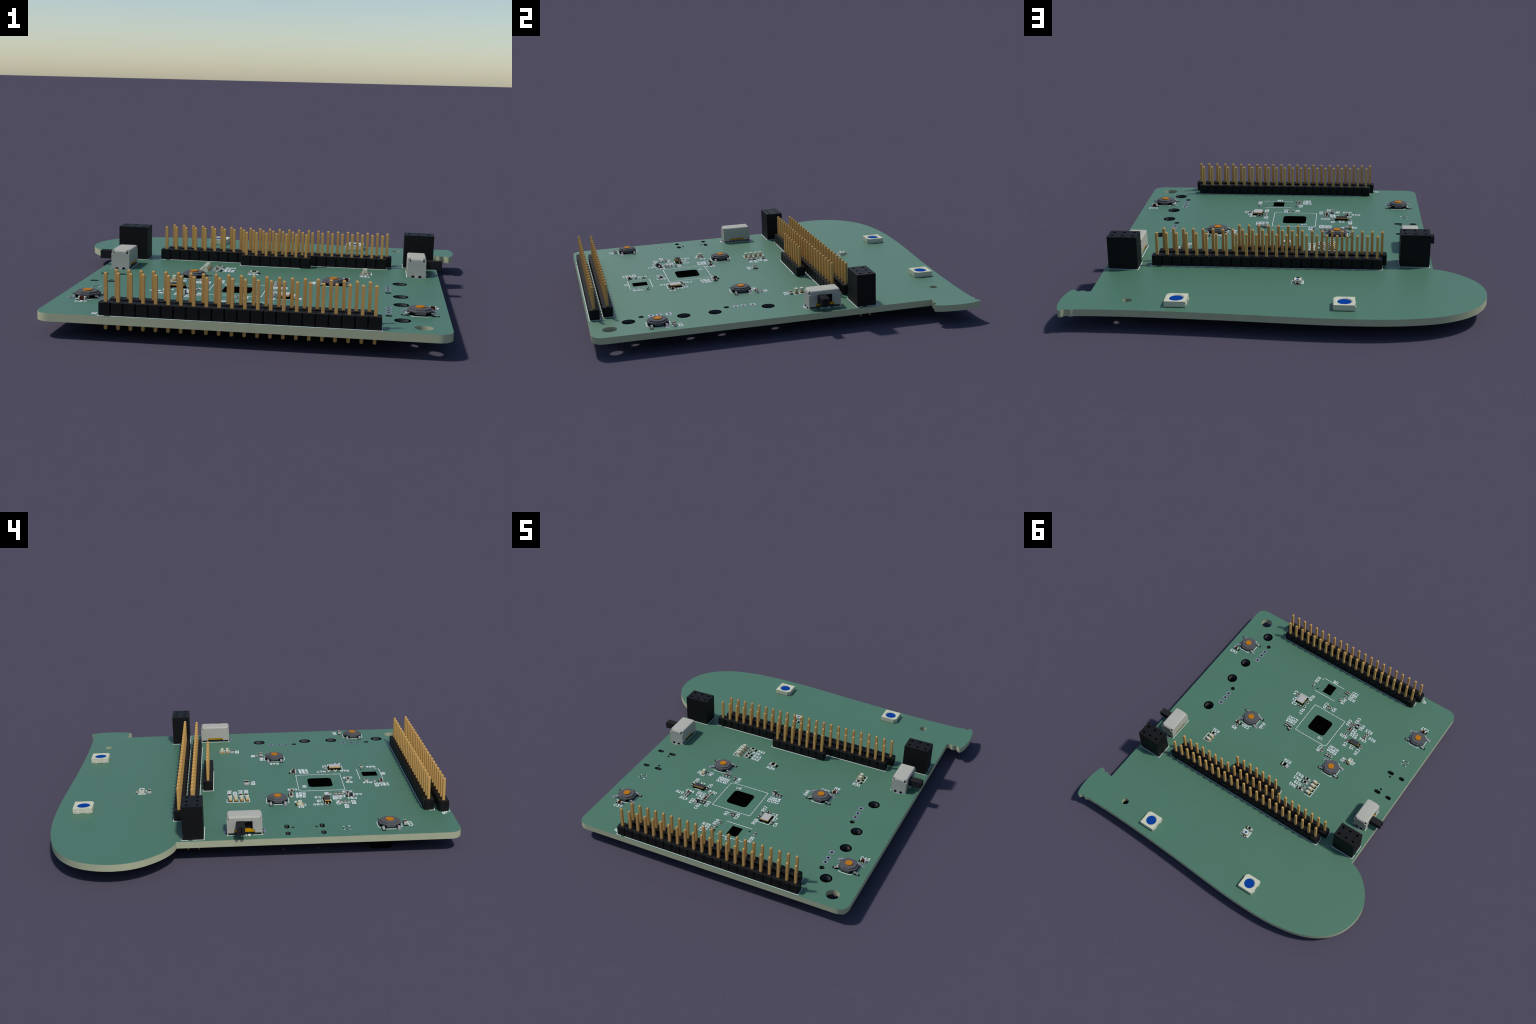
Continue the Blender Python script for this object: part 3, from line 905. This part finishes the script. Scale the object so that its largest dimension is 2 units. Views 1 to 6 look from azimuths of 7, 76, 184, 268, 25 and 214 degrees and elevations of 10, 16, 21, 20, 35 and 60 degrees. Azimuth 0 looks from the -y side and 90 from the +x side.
    # lever, its outer face pressed in along the middle
    y0, y1 = -0.0010, 0.0392
    xt = -0.1245
    b = Build()
    pts = [(-hx + 0.034, y0), (-hx + 0.034, y1), (xt, y1), (xt, y1 - 0.0140), (xt + 0.0080, (y0 + y1) / 2 + 0.0012),
           (xt + 0.0080, (y0 + y1) / 2 - 0.0012), (xt, y0 + 0.0140), (xt, y0)]
    b.prism(pts, 0.1372, 0.1765, LEVER)
    obj("lever", b.mesh("lever"), parent=o)
    # solder tails and their pads
    tb = Build()
    for q in range(4):
        yy = -0.036 + 0.024 * q
        tb.box(-0.0040, 0.0040, yy - 0.004, yy + 0.004, 0.0500, 0.1195, LEG)
    obj("solder_tail", tb.mesh("solder_tail"), parent=o)
    sgn = -1 if turned else 1
    for sy in (-1, 1):
        rb = Build()
        n = 40
        outer = [(0.0300 * math.cos(2 * math.pi * q / n), 0.0190 * math.sin(2 * math.pi * q / n)) for q in range(n)]
        rb.prism(outer, TOP - 0.0004, TOP + PAD_Z, TIN)
        for c in (-0.0170, 0.0170):
            rb.prism(circle(0.0086, 24, c, 0), TOP - 0.0003, TOP + PAD_Z + 0.0004, HOLE_DARK)  # flat dark discs laid on the pad instead of real bores
        obj("solder_pad", rb.mesh("solder_pad"), loc=(x, y + sy * 0.0850, 0))
    f = sgn
    outline_mark([[(x - f * 0.0458, y + f * 0.0860), (x - f * 0.0458, y + f * 0.0480)],
                  [(x - f * 0.0458, y - f * 0.0420), (x - f * 0.0458, y - f * 0.0860)],
                  [(x + f * 0.0470, y - f * 0.0880), (x + f * 0.0470, y + f * 0.0880)]])
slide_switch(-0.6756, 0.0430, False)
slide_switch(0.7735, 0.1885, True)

# ------------------------------------------------------------------ below the board
b = Build()
lo = octagon(0.0475, 0.010)
hi = octagon(0.0525, 0.010)
b.prism(lo, 0.0, 0.010, RESBLACK, octagon(0.0500, 0.010))
b.prism(octagon(0.0500, 0.010), 0.010, BOT - 0.001, RESBLACK, hi)
obj("inductor", b.mesh("inductor"), loc=(-0.6540, -0.6205, 0))
